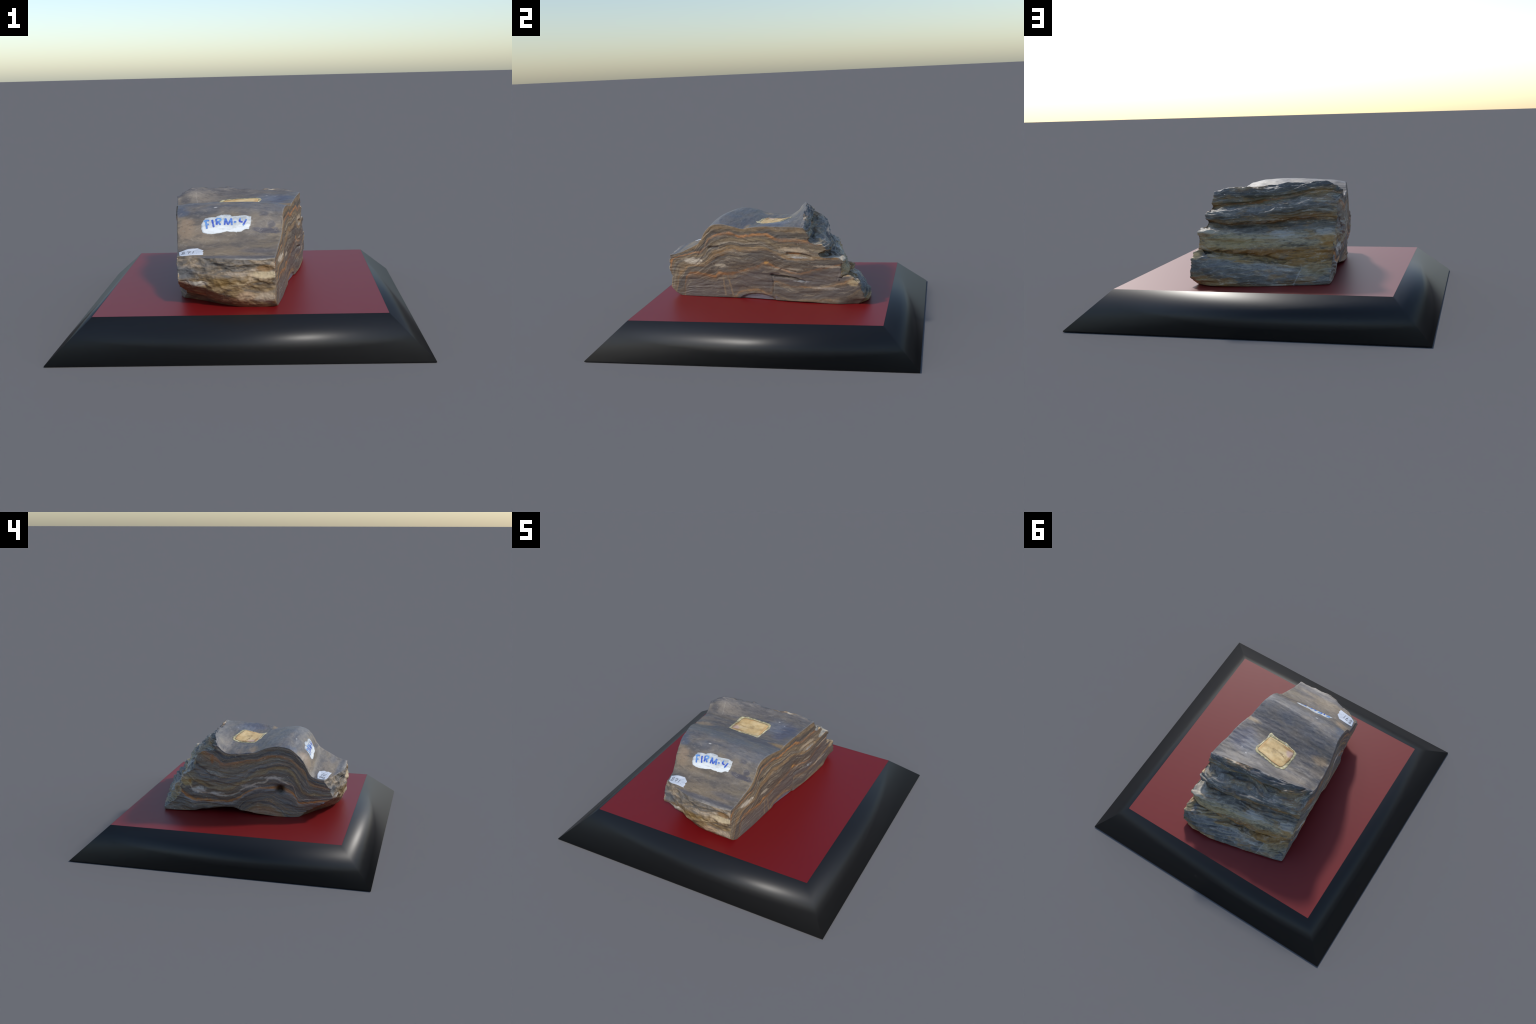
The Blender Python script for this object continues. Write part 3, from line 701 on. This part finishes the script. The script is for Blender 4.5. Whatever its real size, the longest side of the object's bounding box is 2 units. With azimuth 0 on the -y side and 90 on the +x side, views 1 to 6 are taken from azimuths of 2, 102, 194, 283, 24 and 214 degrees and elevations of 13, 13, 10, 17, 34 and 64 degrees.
# ---------------------------------------------------------------- assembly
plinth = build_plinth()
rock = bpy.data.objects.new("rock_specimen", None); bpy.context.scene.collection.objects.link(rock)
rock.location = BASE
rock["label"] = "block of folded banded rock with ledged back and paper labels"
rock["category"] = "rock specimen"
V, F, MAT = build_stone()
MATS = [top_material(), left_material(), right_material(), front_material(), back_material(), under_material()]
stone = mesh_object("stone", V - np.array(BASE), F, MATS, rock)
stone.data.polygons.foreach_set("material_index", MAT.astype(np.int32)); stone.data.update()

# ---------------------------------------------------------------- papers, paint and handwriting on the stone
SKIN = BVHTree.FromPolygons([tuple(v) for v in V], [tuple(f) for f in F])

class Frame:
    """a flat drawing frame laid against the stone; drop() puts a point of it on the surface"""
    def __init__(self, origin, right, normal):
        self.o = Vector(origin); self.n = Vector(normal).normalized()
        self.e1 = Vector(right); self.e1 = (self.e1 - self.n * self.e1.dot(self.n)).normalized()
        self.e2 = self.n.cross(self.e1)
    def drop(self, a, b, lift):
        p = self.o + self.e1 * a + self.e2 * b
        h = SKIN.ray_cast(p + self.n * .08, -self.n, .2)
        if h[0] is None: h = SKIN.find_nearest(p)
        return h[0] + self.n * lift

def closed_spline(pts, n):
    P = np.array(pts); P = np.vstack([P, P[:1]])
    seg = np.linalg.norm(np.diff(P, axis=0), axis=1); t = np.concatenate([[0], np.cumsum(seg)])
    q = np.linspace(0, t[-1], n, endpoint=False)
    return np.stack([np.interp(q, t, P[:, 0]), np.interp(q, t, P[:, 1])], 1)

def patch(name, frame, outline, lift, mat, parent, ragged=.0015, seed=1, curl=0.0, rings=14, around=150):
    """a thin sheet with a real edge that follows the stone under it"""
    nz = Noise(seed)
    O = closed_spline(outline, around); c = O.mean(0)
    d = O - c; r = np.linalg.norm(d, axis=1)[:, None]
    rag = nz.fbm(np.stack([O[:, 0] * 90, O[:, 1] * 90, np.zeros(around)], 1), 3)
    O = O + d / r * (ragged * rag)[:, None]
    verts, faces = [frame.drop(*c, lift)], []
    for k in range(1, rings + 1):
        f = k / rings
        for i in range(around):
            a, b = c + (O[i] - c) * f
            h = lift + curl * nz(np.array([[a * 25, b * 25, 3.0]]))[0]
            verts.append(frame.drop(a, b, h * (1 if k < rings else .8)))
    for i in range(around):                              # skirt: the cut edge of the sheet
        verts.append(frame.drop(*(c + (O[i] - c) * 1.004), -.003))
    for i in range(around):
        j = (i + 1) % around
        faces.append((0, 1 + i, 1 + j))
        for k in range(rings):
            p, q = 1 + k * around, 1 + (k + 1) * around
            faces.append((p + i, q + i, q + j, p + j))
    return mesh_object(name, [Vector(v) - BASE for v in verts], faces, [mat], parent)

def writing(name, frame, strokes, width, lift, thick, mat, parent, seed=1):
    """pen strokes as thin raised ribbons of ink"""
    nz = Noise(seed); verts, faces = [], []
    for s, line in enumerate(strokes):
        P = np.array(line); seg = np.linalg.norm(np.diff(P, axis=0), axis=1); t = np.concatenate([[0], np.cumsum(seg)])
        n = max(4, int(t[-1] / .0025)); q = np.linspace(0, t[-1], n)
        Q = np.stack([np.interp(q, t, P[:, 0]), np.interp(q, t, P[:, 1])], 1)
        for _ in range(2): Q[1:-1] = .25 * Q[:-2] + .5 * Q[1:-1] + .25 * Q[2:]
        T = np.gradient(Q, axis=0); T /= np.linalg.norm(T, axis=1)[:, None]; S = np.stack([-T[:, 1], T[:, 0]], 1)
        w = width * .5 * (1 + .25 * nz(np.stack([q * 70, np.full(n, s * 3.1), np.zeros(n)], 1)))
        w[0] *= .6; w[-1] *= .6
        b = len(verts)
        for i in range(n):
            l, r = Q[i] + S[i] * w[i], Q[i] - S[i] * w[i]
            verts += [frame.drop(*l, lift - .002), frame.drop(*l, lift + thick), frame.drop(*r, lift + thick), frame.drop(*r, lift - .002)]
        for i in range(n - 1):
            p = b + 4 * i
            for a in range(3): faces.append((p + a, p + a + 1, p + a + 5, p + a + 4))
        faces += [(b, b + 3, b + 2, b + 1), (b + 4*n - 4, b + 4*n - 3, b + 4*n - 2, b + 4*n - 1)]
    return mesh_object(name, [Vector(v) - BASE for v in verts], faces, [mat], parent, smooth_shade=False)

def paint_material():
    g = Nodes("white_paint")
    n = g.noise((40, 40, 60), 4, .6); m = g.noise((14, 10, 60), 4, .6, offset=(2, 2, 2))
    col = g.ramp(n, [(.3, srgb(158, 164, 168)), (.5, srgb(188, 194, 198)), (.7, srgb(206, 211, 214))])
    thick_coat = g.step(g.add(g.math("MULTIPLY_ADD", g.x, -.06, g.z), g.math("MULTIPLY_ADD", m, .05, -.025)), .436, .410)
    col = g.mix(g.mul(thick_coat, .8), col, srgb(224, 230, 234))
    thin_coat = g.step(m, .56, .72)
    col = g.mix(g.mul(thin_coat, .35), col, srgb(150, 152, 152))
    g.bump(g.add(n, m), .4, .003)
    return g.finish(col, .5, .4)

def sticker_material():
    g = Nodes("white_sticker_paper")
    n = g.noise((30, 60, 30), 4, .6)
    return g.finish(g.ramp(n, [(.3, srgb(190, 197, 208)), (.7, srgb(212, 218, 228))]), .55, .4)

def paper_material():
    g = Nodes("yellowed_label_paper")
    n = g.noise((16, 16, 16), 5, .6); m = g.noise((9, 9, 9), 4, .6, offset=(4, 1, 7))
    col = g.ramp(n, [(.3, srgb(196, 162, 108)), (.5, srgb(218, 188, 134)), (.7, srgb(228, 202, 154))])
    col = g.mix(g.step(m, .55, .68, 0, .55), col, srgb(230, 206, 156))
    def stain(c, r, colour, a):
        nonlocal col
        col = g.mix(g.mul(g.blob(c, r, .4, .7, n), a), col, colour)
    stain((-.125, -.035, .675), (.035, .025, .03), srgb(206, 176, 164), .8)
    stain((-.10, -.065, .68), (.06, .012, .03), srgb(150, 98, 48), .55)
    stain((-.14, .0, .675), (.012, .04, .03), srgb(154, 104, 54), .5)
    stain((-.02, .085, .685), (.09, .012, .03), srgb(196, 148, 92), .6)
    stain((.08, -.01, .685), (.02, .06, .03), srgb(190, 142, 86), .5)
    smear = g.mul(g.step(g.noise((40, 26, 10), 4, .6, offset=(2, 8, 0)), .50, .62), g.blob((-.045, .005, .68), (.09, .022, .04), .4, .4, n))
    col = g.mix(g.mul(smear, .35), col, srgb(128, 116, 92))
    g.bump(n, .25, .002)
    return g.finish(col, .6, .35)

def margin_material():
    g = Nodes("brittle_label_margin")
    n = g.noise((34, 34, 34), 5, .70)
    return g.finish(g.ramp(n, [(.34, srgb(146, 142, 128)), (.43, srgb(172, 160, 122)), (.54, srgb(206, 194, 148)), (.66, srgb(216, 212, 192))]), .6, .35)

def ink(name, a, b, scale=30):
    g = Nodes(name); n = g.noise((scale,) * 3, 3, .6)
    return g.finish(g.ramp(n, [(.38, a), (.6, b)]), .5, .4)

# painted patch with blue marker lettering on the steep limb
f = Frame((-.077, -.447, .629), (.996, .084, .023), (.057, -.832, .551))
paint = patch("painted_patch", f, [(-.138, .010), (-.119, .039), (-.098, .0436), (-.064, .042), (-.035, .0547), (-.006, .0557), (.022, .0498), (.036, .039),
    (.067, .0414), (.107, .0433), (.121, .0375), (.138, .0315), (.134, -.008), (.119, -.043), (.102, -.0404), (.073, -.0554), (.050, -.0552),
    (-.006, -.0502), (-.041, -.0569), (-.078, -.0599), (-.109, -.0576), (-.137, -.0484), (-.144, -.0204)], .0022, paint_material(), rock, .0035, 5, .0008)
writing("marker_lettering", f, [
    [(-.127, .0174), (-.111, .0228), (-.097, .0200)], [(-.1165, .019), (-.1118, -.0284)], [(-.1145, -.0032), (-.1000, -.0035)],     # F
    [(-.0807, .0251), (-.0731, -.0223)],                                                                                          # I
    [(-.0577, .0299), (-.0554, -.0102)], [(-.0557, .0305), (-.0347, .0300), (-.031, .0212), (-.0429, .0107), (-.054, .0082)], [(-.0480, .0089), (-.0350, -.0110)],   # R
    [(-.0129, -.0127), (-.0063, .0289), (.0071, -.0109), (.0266, .0256), (.0282, -.0152)],                                         # M
    [(.0392, .0015), (.0536, .0047)],                                                                                             # hyphen
    [(.0776, .0252), (.0707, .0055), (.0888, -.0010)], [(.1113, .0166), (.0891, -.0200)]], .0105, .0022, .0012,                       # 4
    ink("blue_marker_ink", srgb(50, 74, 176), srgb(104, 154, 208), 26), paint, 3)

# small white sticker with a pencilled number at the left end of the bench
f = Frame((-.241, -.597, .495), (.990, .073, .119), (-.100, -.221, .970))
sticker = patch("number_sticker", f, [(-.094, .054), (-.0487, .060), (.0124, .0515), (.0277, .0351), (.0429, .0151), (.0350, .0012), (.0433, -.0131), (.0365, -.0226), (.0418, -.0370),
    (-.0066, -.025), (-.0403, -.0178), (-.057, -.0168), (-.090, .003)], .0018, sticker_material(), rock, .0010, 8)
writing("pencil_number", f, [
    [(-.060, .035), (-.070, .043), (-.078, .036), (-.070, .026), (-.060, .016), (-.064, .006), (-.075, .006), (-.078, .015), (-.068, .026), (-.060, .035)],
    [(-.047, .031), (-.027, .029), (-.036, .012), (-.040, -.001)], [(-.043, .014), (-.027, .013)],
    [(-.010, .024), (-.016, -.006)], [(.004, -.008), (.007, -.008)]], .0032, .0018, .0008, plain("pencil_grey", srgb(96, 98, 106), .5), sticker, 4)

# yellowed paper label in the trough of the bedding surface
f = Frame((-.031, -.006, .682), (.994, .100, .050), (-.051, .008, .999))
label = patch("paper_label", f, [(-.078, .101), (-.018, .095), (.063, .070), (.113, .060), (.124, .047), (.115, .000), (.099, -.056), (.088, -.081), (.026, -.0765),
    (-.044, -.066), (-.108, -.052), (-.116, -.040), (-.117, .010), (-.108, .040), (-.098, .075), (-.090, .096)], .0030, paper_material(), rock, .0015, 12, .0008)
patch("label_margin", f, [(-.102, .115), (-.060, .119), (-.028, .116), (.035, .098), (.088, .086), (.119, .078), (.138, .062), (.139, .025), (.124, -.010), (.108, -.054),
    (.105, -.098), (.092, -.110), (.060, -.097), (.026, -.090), (-.045, -.085), (-.083, -.068), (-.118, -.056), (-.137, -.043), (-.135, .000), (-.128, .030), (-.121, .073), (-.117, .100)],
    .0014, margin_material(), label, .0045, 21)
border = plain("label_ruled_border", srgb(156, 130, 90), .6)
writing("ruled_border", f, [[(-.100, .072), (-.079, .103), (-.040, .099)], [(-.018, .0975), (.063, .072), (.113, .062)], [(.127, .046), (.117, .000), (.101, -.056), (.090, -.083), (.070, -.081)],
    [(.050, -.080), (.026, -.0785), (-.044, -.068)], [(-.060, -.066), (-.110, -.054), (-.118, -.040), (-.119, .000)], [(-.118, .014), (-.108, .046)]], 0.0013, .0014, .0016, border, label, 6)
writing("faded_handwriting", f, [
    [(-.092, .024), (-.084, .031), (-.080, .020), (-.074, .027), (-.070, .016), (-.062, .020)], [(-.066, .012), (-.058, .018), (-.052, .008), (-.046, .012)],
    [(-.050, -.002), (-.044, .010), (-.038, -.003), (-.032, .008), (-.027, -.005), (-.021, .006)], [(-.018, -.006), (-.012, .004), (-.006, -.008), (.004, -.004), (.016, -.009)],
    [(.020, -.014), (.030, -.002), (.024, -.010), (.036, -.006)]], .0028, .0030, .0006, plain("faded_ink", srgb(182, 150, 102), .6), label, 7)
